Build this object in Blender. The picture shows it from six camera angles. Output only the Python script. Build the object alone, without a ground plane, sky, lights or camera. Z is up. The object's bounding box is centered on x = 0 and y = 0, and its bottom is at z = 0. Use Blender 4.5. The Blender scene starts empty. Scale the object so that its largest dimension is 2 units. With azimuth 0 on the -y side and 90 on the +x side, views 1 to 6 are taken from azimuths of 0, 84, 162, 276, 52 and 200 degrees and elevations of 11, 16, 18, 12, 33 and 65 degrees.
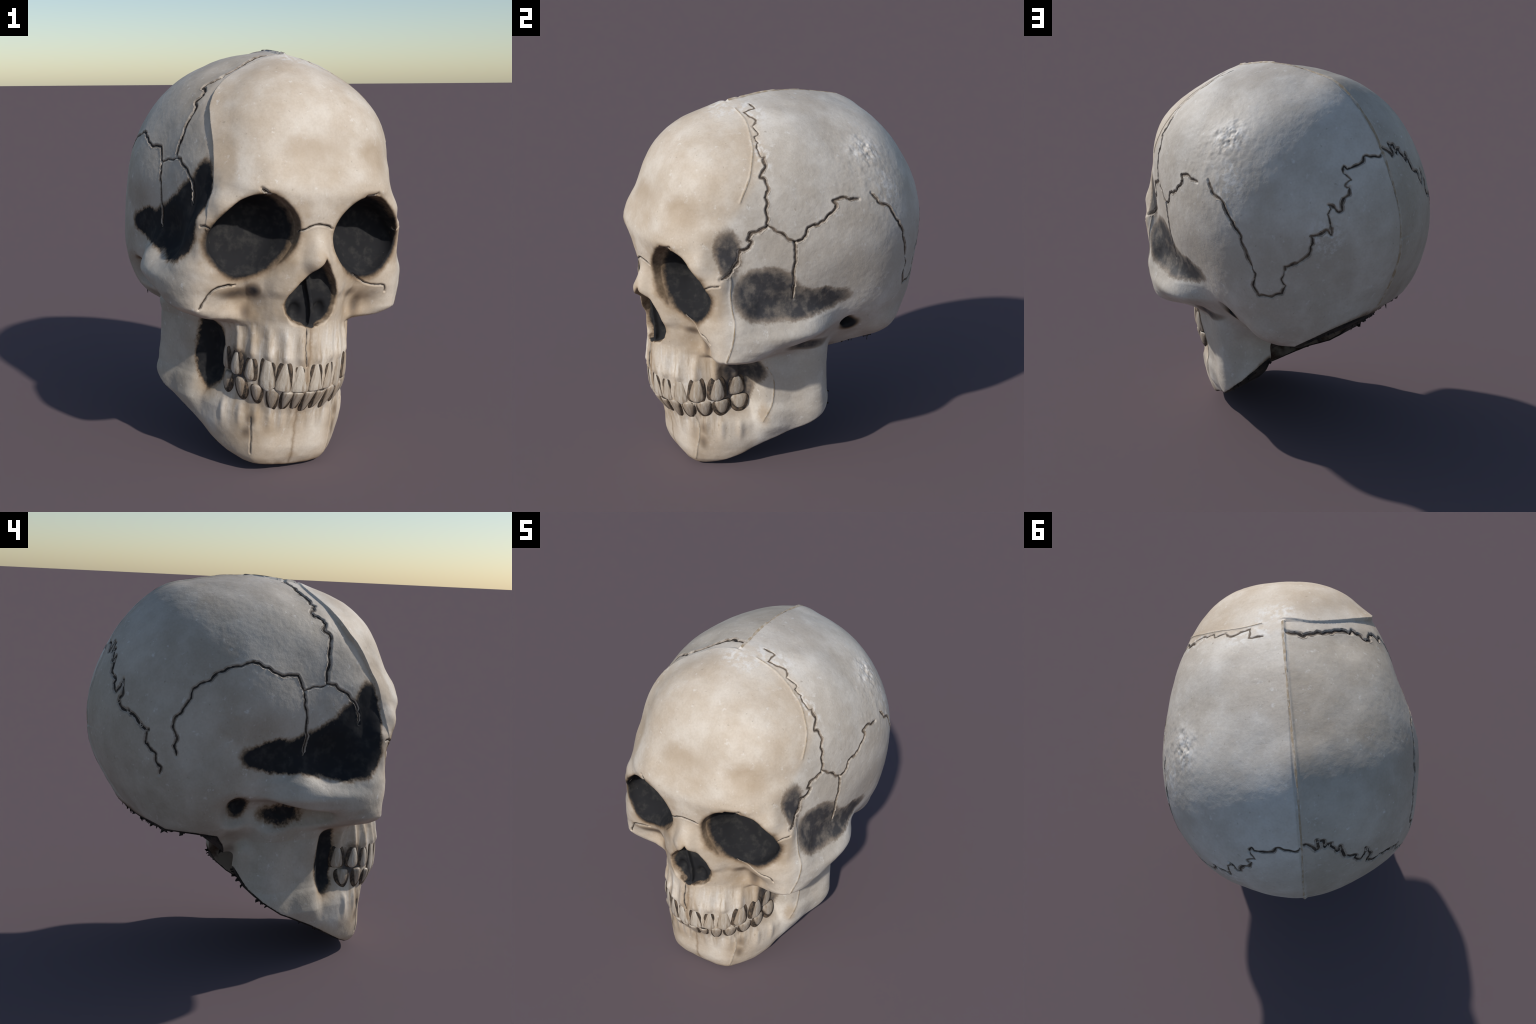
import bpy, math, random
import numpy as np

# =====================================================================
# FRAME.  The skull is modelled in its own frame: x to its left, y to its
# back, z up.  It stands turned 22 degrees and leaning 4.3 degrees.
# =====================================================================
YAW, LEAN, PIVOT = math.radians(22.0), math.radians(4.3), np.array([0.0, 0.0, 1.35])

# =====================================================================
# CROSS-SECTIONS
# =====================================================================
# Brain case: radius from its centre, one ring every 15 degrees of elevation,
# 16 spokes per ring (front, round by the skull's left, the back, the right).
CASE_CENTRE = np.array([0.0, 0.05, 1.30])
CASE_RINGS = [
    (-45, [.705,.698,.690,.691,.710,.754,.889,.851,.755,.765,.825,.816,.712,.668,.672,.686]),
    (-30, [.781,.741,.697,.688,.683,.776,.818,.783,.757,.734,.785,.770,.626,.616,.650,.743]),
    (-15, [.843,.782,.696,.673,.644,.733,.750,.754,.795,.743,.747,.670,.561,.582,.630,.814]),
    (0, [.852,.825,.702,.651,.659,.710,.747,.767,.788,.738,.713,.647,.615,.594,.654,.887]),
    (15, [.769,.860,.732,.658,.667,.709,.736,.760,.754,.725,.691,.652,.624,.578,.700,.847]),
    (30, [.842,.881,.768,.704,.676,.708,.719,.738,.742,.717,.699,.649,.624,.631,.723,.844]),
    (45, [.813,.779,.737,.729,.680,.702,.730,.737,.737,.710,.698,.658,.647,.681,.711,.810]),
    (60, [.768,.725,.711,.717,.677,.683,.698,.706,.749,.721,.686,.665,.663,.671,.655,.714]),
    (75, [.722,.696,.708,.709,.707,.693,.683,.665,.665,.685,.663,.659,.658,.673,.681,.707]),
    (90, [.689,.688,.686,.685,.684,.684,.685,.686,.688,.687,.685,.684,.683,.684,.685,.687]),
]
CROWN = 0.684
# Face and jaws: horizontal half sections, polar about the axis x=0, y=-0.30.
FACE_AXIS_Y = -0.30
FACE_ANGLES = [0, 10, 20, 30, 40, 50, 60, 70, 80, 90, 105, 120, 135, 155, 180]
FACE_SECTIONS = [
    (-0.03, [.28,.28,.28,.275,.27,.26,.25,.24,.23,.23,.23,.23,.23,.23,.23]),
    (0.00,  [.31,.31,.31,.305,.30,.29,.28,.27,.27,.27,.28,.29,.28,.27,.26]),
    (0.03,  [.328,.332,.345,.352,.338,.322,.314,.31,.30,.30,.32,.34,.33,.30,.28]),
    (0.07,  [.350,.355,.367,.375,.364,.355,.350,.345,.340,.345,.37,.39,.37,.33,.30]),
    (0.13,  [.366,.370,.380,.384,.377,.372,.370,.370,.367,.375,.42,.46,.42,.37,.34]),
    (0.21,  [.368,.372,.380,.384,.382,.382,.385,.385,.390,.41,.455,.53,.47,.42,.40]),
    (0.29,  [.378,.380,.384,.381,.380,.380,.382,.383,.390,.44,.49,.59,.53,.45,.43]),
    (0.37,  [.428,.424,.418,.406,.392,.380,.368,.358,.355,.44,.505,.608,.57,.47,.44]),
    (0.44,  [.466,.460,.447,.430,.412,.390,.356,.326,.322,.425,.495,.605,.555,.48,.44]),
    (0.50,  [.474,.468,.454,.436,.413,.389,.356,.326,.318,.425,.495,.600,.555,.48,.44]),
    (0.58,  [.474,.468,.453,.434,.412,.390,.360,.330,.320,.435,.500,.598,.555,.48,.44]),
    (0.64,  [.468,.461,.443,.426,.407,.388,.366,.346,.340,.445,.498,.600,.56,.49,.45]),
    (0.70,  [.466,.460,.442,.418,.398,.388,.390,.39,.41,.45,.498,.600,.57,.50,.48]),
    (0.745,  [.467,.461,.441,.417,.405,.450,.545,.550,.53,.50,.520,.600,.58,.52,.50]),
    (0.79,  [.474,.467,.446,.420,.408,.475,.605,.618,.605,.54,.550,.610,.58,.54,.52]),
    (0.85,  [.480,.471,.449,.423,.415,.518,.608,.630,.642,.645,.650,.64,.58,.54,.52]),
    (0.90,  [.487,.480,.465,.434,.438,.548,.612,.635,.650,.668,.690,.67,.58,.54,.52]),
    (0.96,  [.496,.488,.467,.440,.460,.553,.612,.632,.626,.635,.675,.675,.58,.54,.52]),
    (1.03,  [.506,.493,.465,.437,.460,.545,.605,.610,.582,.588,.625,.64,.58,.54,.52]),
    (1.10,  [.485,.472,.450,.430,.462,.547,.605,.590,.565,.560,.58,.60,.57,.54,.52]),
    (1.18,  [.460,.445,.438,.438,.490,.593,.605,.555,.545,.55,.56,.58,.56,.54,.52]),
    (1.27,  [.476,.468,.482,.515,.562,.595,.565,.530,.535,.54,.55,.56,.55,.53,.51]),
    (1.35,  [.495,.498,.522,.548,.563,.565,.530,.515,.520,.53,.54,.55,.54,.52,.50]),
    (1.44,  [.462,.470,.498,.522,.526,.525,.520,.505,.505,.51,.52,.53,.52,.50,.48]),
    (1.55,  [.415,.415,.415,.42,.425,.425,.425,.425,.425,.43,.44,.45,.45,.44,.42]),
    (1.70,  [.28] * 15),
    (1.80,  [.20] * 15),
]
RIGHT_NARROWER = [(0.0, .93), (.28, .94), (.40, .89), (.66, .90), (.76, .98), (1.05, .98), (1.8, .97)]     # the right half is narrower, by height
# torn base: height of the tear along the skull, from the chin to the back
TEAR = [(-.75, .0), (-.64, .004), (-.56, .016), (-.5, .045), (-.3, .16), (-.1, .258), (0, .325), (.06, .38), (.12, .47), (.19, .58),
        (.24, .63), (.35, .65), (.475, .665), (.56, .72), (.66, .79), (.75, .86), (.95, 1.05)]
# free edge of the forehead plate on the right side
PLATE_EDGE = [(-.01, -.285, 1.962), (-.154, -.285, 1.927), (-.32, -.345, 1.805), (-.405, -.415, 1.705), (-.435, -.475, 1.645),
              (-.445, -.54, 1.54), (-.435, -.59, 1.41), (-.448, -.615, 1.28), (-.442, -.605, 1.17)]


# --------------------------------------------------------------- helpers
def cubic_weights(t):
    return ((1-t)**3/6, (3*t**3-6*t*t+4)/6, (-3*t**3+3*t*t+3*t+1)/6, t**3/6)

def build_case_table():
    """1-degree table of the brain case radius, cubic B-spline through rings."""
    rings = np.array([r for _, r in CASE_RINGS]); ne, na = rings.shape
    az = np.arange(361.0); el = np.arange(-45.0, 91.0)
    out = np.zeros((len(el), len(az)))
    fa = az/(360/na); ia = np.floor(fa).astype(int); wa = cubic_weights(fa-ia)
    fe = np.clip((el+45)/15, 0, ne-1-1e-6); ie = np.floor(fe).astype(int); we = cubic_weights(fe-ie)
    for i in range(4):
        e = ie+i-1
        over = e > ne-1
        ee = np.where(over, 2*(ne-1)-e, np.maximum(e, 0))
        for j in range(4):
            a = (ia+j-1) % na
            aa = np.where(over[:, None], (a+na//2)[None, :] % na, a[None, :])
            out += we[i][:, None]*wa[j][None, :]*rings[ee[:, None], aa]
    # round off the crown: low harmonics only, fading in above 58 degrees
    k = 58+45; ring = out[k, :360]; a = np.radians(np.arange(361.0))
    t = ((90-el)/32).clip(0, 1)[:, None]; mean = ring.mean()
    crown = CROWN+(mean-CROWN)*t**2
    for m in (1, 2):
        c = 2*(ring*np.cos(m*a[:360])).mean(); q = 2*(ring*np.sin(m*a[:360])).mean()
        crown = crown+(c*np.cos(m*a)+q*np.sin(m*a))[None, :]*t**m
    w = np.clip((el-58)/14, 0, 1)[:, None]; w = w*w*(3-2*w)
    return out*(1-w)+crown*w

def hermite(xs, ys, q):
    """Monotone-limited cubic through (xs, ys[k]) evaluated at q; ys may be 2-D."""
    xs = np.asarray(xs, float); ys = np.asarray(ys, float)
    h = np.diff(xs); d = np.diff(ys, axis=0)/h.reshape(-1, *([1]*(ys.ndim-1)))
    m = np.zeros_like(ys); m[0] = d[0]; m[-1] = d[-1]
    a, b = d[:-1], d[1:]
    with np.errstate(divide='ignore', invalid='ignore'):
        m[1:-1] = np.where(a*b > 0, 2*a*b/(a+b), 0)
    m = np.nan_to_num(m)
    k = np.clip(np.searchsorted(xs, q)-1, 0, len(xs)-2)
    t = np.clip((q-xs[k])/h[k], 0, 1); sh = (-1,)+(1,)*(ys.ndim-1)
    t_ = t.reshape(sh); hk = h[k].reshape(sh)
    return ((2*t_**3-3*t_**2+1)*ys[k]+(t_**3-2*t_**2+t_)*hk*m[k]
            + (-2*t_**3+3*t_**2)*ys[k+1]+(t_**3-t_**2)*hk*m[k+1])

FACE_Z0, FACE_DZ = -0.03, 0.005
def build_face_table():
    zs = [z for z, _ in FACE_SECTIONS]; rows = np.array([r for _, r in FACE_SECTIONS])
    q = np.arange(FACE_Z0, 1.80+1e-9, FACE_DZ)
    t = hermite(zs, rows, q)
    ang = np.arange(181.0)
    return hermite(FACE_ANGLES, t.T, ang).T.copy()      # (z, angle)

CASE_T = build_case_table().astype(np.float32)
FACE_T = build_face_table().astype(np.float32)

def lookup(T, i, j):
    i = np.clip(i, 0, T.shape[0]-1.001); j = np.clip(j, 0, T.shape[1]-1.001)
    i0 = i.astype(np.int32); j0 = j.astype(np.int32); a = i-i0; b = j-j0
    return (T[i0, j0]*(1-a)*(1-b)+T[i0+1, j0]*a*(1-b)+T[i0, j0+1]*(1-a)*b+T[i0+1, j0+1]*a*b)

def smin(a, b, k):
    h = np.maximum(k-np.abs(a-b), 0)/k
    return np.minimum(a, b)-h*h*k*0.25
def smax(a, b, k):
    return -smin(-a, -b, k)
def sstep(a, b, x):
    t = np.clip((x-a)/(b-a), 0, 1); return t*t*(3-2*t)

def round_cone(x, y, z, a, b, ra, rb):
    a = np.array(a, np.float32); b = np.array(b, np.float32); d = b-a
    t = np.clip(((x-a[0])*d[0]+(y-a[1])*d[1]+(z-a[2])*d[2])/float(d@d), 0, 1)
    return np.sqrt((x-a[0]-t*d[0])**2+(y-a[1]-t*d[1])**2+(z-a[2]-t*d[2])**2)-(ra+(rb-ra)*t)

def ellipsoid(x, y, z, c, r):
    q = np.sqrt(((x-c[0])/r[0])**2+((y-c[1])/r[1])**2+((z-c[2])/r[2])**2)
    return (q-1)*min(r)

# =====================================================================
# THE SOLID
# =====================================================================
def brain_case(x, y, z):
    dx, dy, dz = x-CASE_CENTRE[0], y-CASE_CENTRE[1], z-CASE_CENTRE[2]
    az = np.degrees(np.arctan2(dx, -dy)) % 360
    h = np.hypot(dx, dy); el = np.degrees(np.arctan2(dz, h))
    return np.sqrt(h*h+dz*dz)-lookup(CASE_T, el+45, az)

def face_loft(x, y, z):
    k = right_factor(z)+0.016*sstep(.2, .3, z)*(1-sstep(.64, .74, z))*sstep(-.34, -.2, y)-0.030*sstep(.80, .88, z)*(1-sstep(1.0, 1.08, z))*sstep(-.45, -.22, y)
    xs = np.where(x < 0, x/k, x)
    dy = y-FACE_AXIS_Y
    th = np.degrees(np.arctan2(np.abs(xs), -dy)); r = np.hypot(xs, dy)
    f = (r-lookup(FACE_T, (z-FACE_Z0)/FACE_DZ, th))*0.8
    return np.maximum(f, np.maximum(-0.03-z, z-1.75))

ORBIT_RIGHT, ORBIT_LEFT = (.208, .172), (.203, .182)     # long axis runs from the brow's middle to the cheek
def orbit_section(x, z):
    """Signed outline of an eye socket in front view (negative inside)."""
    u = (np.abs(x)-0.290); v = (z-1.137)
    a = (v-u)*0.7071; b = (v+u)*0.7071
    ra = np.where(x < 0, ORBIT_RIGHT[0], ORBIT_LEFT[0]); rb = np.where(x < 0, ORBIT_RIGHT[1], ORBIT_LEFT[1])
    q = (np.abs(a/ra)**2.4+np.abs(b/rb)**2.4)**(1/2.4)
    return (q-1)*0.18

NOSE_W = [(0.735, 0.03), (0.76, .085), (0.79, .118), (0.83, .132), (0.88, .122), (0.94, .092), (1.0, .05), (1.04, .012), (1.06, 0.0)]
def nose_section(x, z):
    w = np.interp(z, [a for a, _ in NOSE_W], [b for _, b in NOSE_W]).astype(np.float32)
    return np.maximum(np.maximum(np.abs(x-0.004-0.022*sstep(.82, .98, z))-w, 0.735-z), z-1.06)*0.8

def vault(x, y, z):
    return smin(brain_case(x, y, z), face_loft(x, y, z), 0.05)

def catmull(pts, per):
    p = np.array(pts, float); p = np.vstack([2*p[0]-p[1], p, 2*p[-1]-p[-2]]); out = []
    for i in range(1, len(p)-2):
        for t in np.arange(per)/per:
            out.append(0.5*(2*p[i]+(p[i+1]-p[i-1])*t+(2*p[i-1]-5*p[i]+4*p[i+1]-p[i+2])*t*t+(3*p[i]-p[i-1]-3*p[i+1]+p[i+2])*t**3))
    return np.array(out+[p[-2]])

def seat(fn, pts, depth=0.0):
    """Move points along the surface normal until they sit 'depth' below it."""
    p = np.array(pts, float)
    for _ in range(6):
        q = p.astype(np.float32); e = 0.006
        g = np.stack([(fn(*(q+e*np.eye(3, dtype=np.float32)[i]).T)-fn(*(q-e*np.eye(3, dtype=np.float32)[i]).T))/(2*e) for i in range(3)], 1)
        p = p-g/np.maximum((g*g).sum(1), .1)[:, None]*(fn(*q.T)+depth)[:, None]
    return p

# Teeth along the arch: angle about the face axis (left +), tip height, gum height, width, kind
UPPER_TEETH = [(6.0, .425, .583, .086, 'incisor'), (16, .428, .578, .082, 'incisor'), (26, .430, .607, .084, 'canine'),
               (38.5, .445, .605, .092, 'premolar'), (53, .455, .592, .096, 'premolar'), (69, .462, .580, .104, 'molar'),
               (-4.5, .420, .581, .086, 'incisor'), (-14.5, .425, .578, .084, 'incisor'), (-25, .432, .607, .090, 'canine'),
               (-37, .456, .572, .078, 'premolar'), (-49, .465, .588, .080, 'premolar'), (-62.5, .470, .595, .084, 'molar')]
LOWER_TEETH = [(3.5, .425, .300, .056, 'incisor'), (11, .427, .318, .054, 'incisor'), (20.5, .430, .310, .062, 'canine'),
               (31, .436, .330, .074, 'premolar'), (43, .446, .352, .082, 'premolar'), (56, .452, .365, .090, 'molar'), (71, .458, .378, .098, 'molar'),
               (-4, .422, .308, .054, 'incisor'), (-11.5, .424, .325, .056, 'incisor'), (-20.5, .428, .312, .064, 'canine'),
               (-31.5, .440, .350, .062, 'premolar'), (-43.5, .455, .358, .074, 'premolar'), (-58, .460, .368, .080, 'molar')]

def right_factor(z):
    return np.interp(z, [a for a, _ in RIGHT_NARROWER], [b for _, b in RIGHT_NARROWER]).astype(np.float32)

def root_swell(x, y, z):
    out = np.zeros(np.shape(x), np.float32)
    near = (z > 0.14) & (z < 0.76) & (y < -0.33) & (np.abs(x) < 0.42)
    if near.any():
        xn, yn, zn = x[near], y[near], z[near]
        th = np.degrees(np.arctan2(xn/np.where(xn < 0, right_factor(zn), 1), -(yn-FACE_AXIS_Y)))
        up = sstep(.54, .59, zn)*(1-sstep(.63, .76, zn)); lo = (1-sstep(.30, .35, zn))*sstep(.18, .28, zn)
        amp = np.zeros(xn.shape, np.float32)
        for a, *_ in UPPER_TEETH: amp += 0.013*up*np.exp(-((th-a)/3.0)**2)
        for a, *_ in LOWER_TEETH: amp += 0.008*lo*np.exp(-((th-a)/2.8)**2)
        out[near] = amp
    return out

def tear_height(x, y):
    return np.interp(y, [a for a, _ in TEAR], [b for _, b in TEAR]).astype(np.float32)+0.05*np.maximum(-x, 0)+(0.08*np.maximum(-x, 0)+0.06*np.maximum(x, 0))*sstep(.07, .2, y)

def skull(x, y, z):
    f = vault(x, y, z)
    # bridge of the nose
    f = smin(f, round_cone(x, y, z, (0.0, -.713, 1.21), (.004, -.786, 1.045), .036, .058), 0.035)
    # eye sockets: bowls that narrow with depth
    deep = np.maximum(y+0.72, 0)
    floor = y+np.where(x > 0, 0.562, 0.578)-0.2*(z-1.10)
    f = smax(f, -smax(orbit_section(x-np.sign(x)*0.22*deep, z)+0.36*deep, floor, 0.06), 0.009)
    # nasal opening with its septum
    f = smax(f, -smax(nose_section(x, z), y+0.718, 0.025), 0.008)
    f = smin(f, np.maximum(np.maximum(np.abs(x+0.008+0.02*np.sin(z*14))-0.008, -0.748-y), np.maximum(np.maximum(z-1.0, .7-z), y+0.4)), 0.012)
    # nostril pockets and the hollows under the eye sockets
    for c in ((.062, -.775, .805), (-.062, -.775, .80)):
        f = smax(f, -ellipsoid(x, y, z, c, (.046, .085, .060)), 0.012)
    for c in ((.335, -.70, .795), (-.315, -.70, .815)):
        f = smax(f, -ellipsoid(x, y, z, c, (.085, .115, .065)), 0.05)
    # ear holes, in a hollow behind the root of the cheek arch
    for c in ((.67, .135, .825), (-.62, .17, .825)):
        f = smax(f, -ellipsoid(x, y, z, c, (.10, .085, .075)), 0.05)
    for c in ((.62, .118, .857), (-.60, .165, .858)):
        f = smax(f, -ellipsoid(x, y, z, c, (.13, .046, .044)), 0.010)
    # right temple is the deeper one
    f = smax(f, -ellipsoid(x, y, z, (-.71, -.33, 1.10), (.212, .185, .14)), 0.06)
    # and its cheek arch is undercut further
    f = smax(f, -round_cone(x, y, z, (-.52, -.26, .785), (-.56, .14, .805), .082, .088), 0.03)
    f = smax(f, -ellipsoid(x, y, z, (-.52, .17, .63), (.13, .07, .08)), 0.03)
    # mastoid swelling on the left, rear sheet of the jaw on the right
    f = smin(f, ellipsoid(x, y, z, (.45, .36, .83), (.115, .12, .11)), 0.06)
    f = smin(f, round_cone(x, y, z, (-.33, .085, .40), (-.38, .075, .60), .040, .045), 0.05)
    # hollow underside between the two halves of the lower jaw
    f = smax(f, -smax(smax(face_loft(x, y, z)+0.028-0.8*sstep(-.08, .08, y), z-0.56-0.1*y, 0.06), np.abs(x)-0.30, 0.05), 0.02)
    # roots of the teeth swell the jaws
    f = f-root_swell(x, y, z)
    # torn base
    cut = tear_height(x, y)
    f = smax(f, (cut-z)*0.75, 0.015)
    return f
# ---CORE-END---
# =====================================================================
# MESHING: surface nets on a coarse grid, one split, then the vertices are
# drawn onto the exact surface.
# =====================================================================
def surface_nets(fn, lo, hi, h):
    n = [int(math.ceil((b-a)/h))+1 for a, b in zip(lo, hi)]
    ax = [(lo[i]+h*np.arange(n[i])).astype(np.float32) for i in range(3)]
    vol = np.empty(n, np.float32)
    for i in range(0, n[0], 16):
        X, Y, Z = np.meshgrid(ax[0][i:i+16], ax[1], ax[2], indexing='ij')
        vol[i:i+16] = fn(X, Y, Z)
    ins = vol < 0
    nc = [k-1 for k in n]
    acc = np.zeros(nc+[3], np.float32); cnt = np.zeros(nc, np.float32)
    corner = [(i, j, k) for i in (0, 1) for j in (0, 1) for k in (0, 1)]
    sl = lambda c: tuple(slice(c[i], c[i]+nc[i]) for i in range(3))
    for a in corner:
        for axis in range(3):
            if a[axis]: continue
            b = list(a); b[axis] = 1; b = tuple(b)
            va, vb = vol[sl(a)], vol[sl(b)]
            cross = (va < 0) != (vb < 0)
            t = np.where(cross, va/np.where(cross, va-vb, 1), 0)
            for q in range(3):
                acc[..., q] += np.where(cross, a[q]+(t if q == axis else 0), 0)
            cnt += cross
    act = cnt > 0
    idx = np.full(nc, -1, np.int64); idx[act] = np.arange(act.sum())
    cell = np.argwhere(act)
    verts = np.array(lo)+h*(cell+acc[act]/cnt[act][:, None])
    quads = []
    for axis in range(3):
        u, v = (axis+1) % 3, (axis+2) % 3
        a = [slice(None)]*3; b = [slice(None)]*3
        a[axis] = slice(0, n[axis]-1); b[axis] = slice(1, n[axis])
        sa, sb = ins[tuple(a)], ins[tuple(b)]
        e = np.argwhere(sa != sb)
        e = e[(e[:, u] > 0) & (e[:, v] > 0) & (e[:, u] < n[u]-1) & (e[:, v] < n[v]-1)]
        flip = ~sa[tuple(e.T)]
        def cid(du, dv):
            q = e.copy(); q[:, u] -= du; q[:, v] -= dv
            return idx[tuple(q.T)]
        q = np.stack([cid(1, 1), cid(0, 1), cid(0, 0), cid(1, 0)], 1)
        q[flip] = q[flip][:, ::-1]
        quads.append(q)
    return verts, np.concatenate(quads)

def split_quads(v, q):
    e = np.sort(np.stack([q, np.roll(q, -1, 1)], 2).reshape(-1, 2), 1)
    key = e[:, 0]*len(v)+e[:, 1]
    uk, inv = np.unique(key, return_inverse=True)
    ea, eb = uk//len(v), uk % len(v)
    em = inv.reshape(-1, 4)+len(v)
    c = np.arange(len(q))+len(v)+len(uk)
    nv = np.concatenate([v, (v[ea]+v[eb])/2, v[q].mean(1)])
    nq = np.concatenate([np.stack([q[:, i], em[:, i], c, em[:, (i+3) % 4]], 1) for i in range(4)])
    return nv, nq

def in_chunks(fn, p, size=100000):
    return np.concatenate([fn(*p[i:i+size].astype(np.float32).T) for i in range(0, len(p), size)])

def gradient(fn, p, eps=0.004):
    g = np.stack([in_chunks(fn, p+eps*np.eye(3)[i])-in_chunks(fn, p-eps*np.eye(3)[i]) for i in range(3)], 1)/(2*eps)
    return g

def relax(v, q, times, amount=0.5):
    for _ in range(times):
        s = np.zeros_like(v); c = np.zeros(len(v))
        for i in range(4):
            for j in (1, 3):
                np.add.at(s, q[:, i], v[q[:, (i+j) % 4]]); np.add.at(c, q[:, i], 1)
        v = v+amount*(s/c[:, None]-v)
    return v

def draw_onto(fn, v, steps=2):
    g = gradient(fn, v); gn = np.maximum(np.linalg.norm(g, axis=1), 0.25)
    n = g/np.maximum(np.linalg.norm(g, axis=1), 1e-6)[:, None]
    for _ in range(steps):
        v = v-n*np.clip(in_chunks(fn, v)/gn, -0.012, 0.012)[:, None]
    return v, n

# =====================================================================
# LINES ON THE BONE (azimuth, elevation about the brain case centre)
# =====================================================================
SUTURES = {
    'coronal_left_top': [(19.4, 68.2), (32.0, 65.5), (28.3, 60.9), (36.5, 59.3), (41.1, 56.3), (41.6, 53.3)],
    'coronal_left': [(49.4, 40.4), (51.1, 39.2), (51.0, 34.5), (50.8, 31.7), (53.4, 30.4), (54.9, 27.4), (53.4, 24.3), (54.3, 21.9), (53.7, 17.6), (54.7, 13.6)],
    'temple_front_left': [(54.7, 13.6), (51.9, 12.5), (50.1, 11.0), (47.7, 10.2), (46.7, 8.1), (48.3, 7.4), (46.7, 4.2), (43.5, 3.3), (42.9, -0.3), (40.8, -4.2), (38.7, -5.7)],
    'temple_link_left': [(54.7, 13.6), (58.3, 10.9), (61.6, 8.3), (65.0, 6.3)],
    'temple_upright_left': [(65.0, 6.3), (66.0, 1.6), (65.4, -3.5), (64.6, -9.4), (64.7, -18.8)],
    'squamous_left': [(65.0, 6.3), (68.5, 7.1), (70.8, 12.3), (75.2, 13.1), (79.0, 15.5), (83.0, 17.6), (84.9, 20.7), (84.0, 22.2), (88.4, 22.5), (96.6, 20.9)],
    'squamous_back_left': [(103.0, 21.9), (106.4, 17.7), (110.9, 15.5), (114.4, 12.0), (115.5, 7.8), (118.9, 4.3), (119.8, -0.6), (121.8, -6.1), (122.9, -9.9)],
    'mastoid_left': [(123.0, -14.5), (122.1, -17.8), (123.5, -20.8), (128.0, -21.4), (132.6, -20.1), (134.5, -17.0)],
    'lambdoid_left_low': [(134.8, -11.1), (137.3, -9.3), (140.4, -7.6), (145.3, -4.2), (146.9, -1.9), (146.3, 1.2), (149.8, 1.9), (152.8, 1.5), (153.3, 4.9)],
    'lambdoid_left_mid': [(153.2, 11.1), (157.1, 9.4), (158.3, 12.5), (162.2, 15.8)],
    'lambdoid_left_top': [(161.7, 21.2), (162.3, 22.9), (165.4, 21.7), (168.1, 23.0), (170.8, 25.7), (174.8, 25.3), (180.0, 24.9)],
    'lambdoid_left_link': [(153.3, 4.9), (151.5, 7.0), (153.8, 9.0), (153.2, 11.1)],
    'lambdoid_left_bridge': [(162.2, 15.8), (160.0, 17.5), (162.6, 19.4), (161.7, 21.2)],
    'coronal_left_link': [(41.6, 53.3), (45.0, 51.0), (44.2, 48.0), (47.8, 45.5), (46.8, 43.0), (49.4, 40.4)],
    'mastoid_left_link': [(122.9, -9.9), (123.8, -12.2), (123.0, -14.5)],
    'mastoid_left_bridge': [(134.5, -17.0), (133.8, -14.0), (134.8, -11.1)],
    'coronal_right_top': [(357.0, 68.8), (340.1, 68.8), (331.5, 63.8), (323.7, 60.8), (318.8, 53.8), (314.6, 51.5)],
    'coronal_right': [(314.6, 51.5), (316.2, 49.8), (310.3, 47.3), (306.6, 46.8), (305.8, 43.8), (310.3, 42.2), (311.0, 39.4), (308.0, 36.7), (308.6, 33.5), (308.0, 30.7), (304.8, 25.5), (303.9, 18.8), (303.0, 14.1)],
    'temple_front_right': [(303.0, 14.1), (308.1, 11.0), (311.8, 8.7), (314.3, 5.7), (316.3, 2.9), (316.6, -3.2)],
    'temple_link_right': [(303.0, 13.8), (299.3, 13.2), (295.1, 12.7), (290.8, 11.1)],
    'temple_upright_right': [(290.8, 11.1), (290.7, 5.9), (292.1, -0.8), (292.4, -10.0), (291.7, -18.6)],
    'squamous_right': [(290.8, 11.1), (289.2, 14.1), (287.1, 17.8), (284.1, 18.5), (278.8, 18.2), (275.4, 19.1), (272.2, 21.1), (269.0, 22.2), (266.7, 23.8), (264.3, 23.6), (259.6, 21.9), (253.0, 20.7), (248.9, 18.3), (245.7, 15.0), (240.6, 12.3), (238.8, 10.2), (237.6, 4.9), (235.5, 1.6), (232.5, -1.0), (232.0, -4.1), (233.5, -8.4), (232.9, -12.0), (233.5, -15.7)],
    'lambdoid_right': [(198.7, 14.5), (201.0, 9.5), (205.2, 7.3), (206.5, 11.2), (208.0, 8.1), (206.5, 4.3), (207.9, 1.3), (213.1, 1.7), (214.3, -2.6), (218.3, -4.1), (221.3, -5.2), (220.6, -9.5), (223.5, -12.3), (224.0, -15.3), (226.7, -18.2), (227.1, -21.9)],
    'lambdoid_right_top': [(182.1, 26.4), (185.6, 23.4), (187.0, 27.0), (189.2, 25.7), (190.5, 22.0), (192.8, 23.6), (194.1, 18.6), (196.0, 20.0), (197.6, 15.5), (198.7, 14.5)],
}
# half width of the dark line, depth of the groove
SUTURE_STYLE = {'lambdoid_left_link': (.0018, .005), 'lambdoid_left_bridge': (.0018, .005), 'coronal_left_link': (.0014, .004), 'mastoid_left_link': (.0016, .005), 'mastoid_left_bridge': (.0018, .005),
                'coronal_left_top': (.0018, .004), 'coronal_left': (.0030, .008), 'temple_front_left': (.0044, .009),
                'coronal_right_top': (.0046, .010), 'coronal_right': (.0042, .010), 'temple_link_left': (.0030, .007), 'temple_link_right': (.0018, .006),
                'lambdoid_left_top': (.0030, .007), 'lambdoid_right_top': (.0046, .009), 'lambdoid_right': (.0042, .009), 'squamous_back_left': (.0034, .008)}
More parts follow.
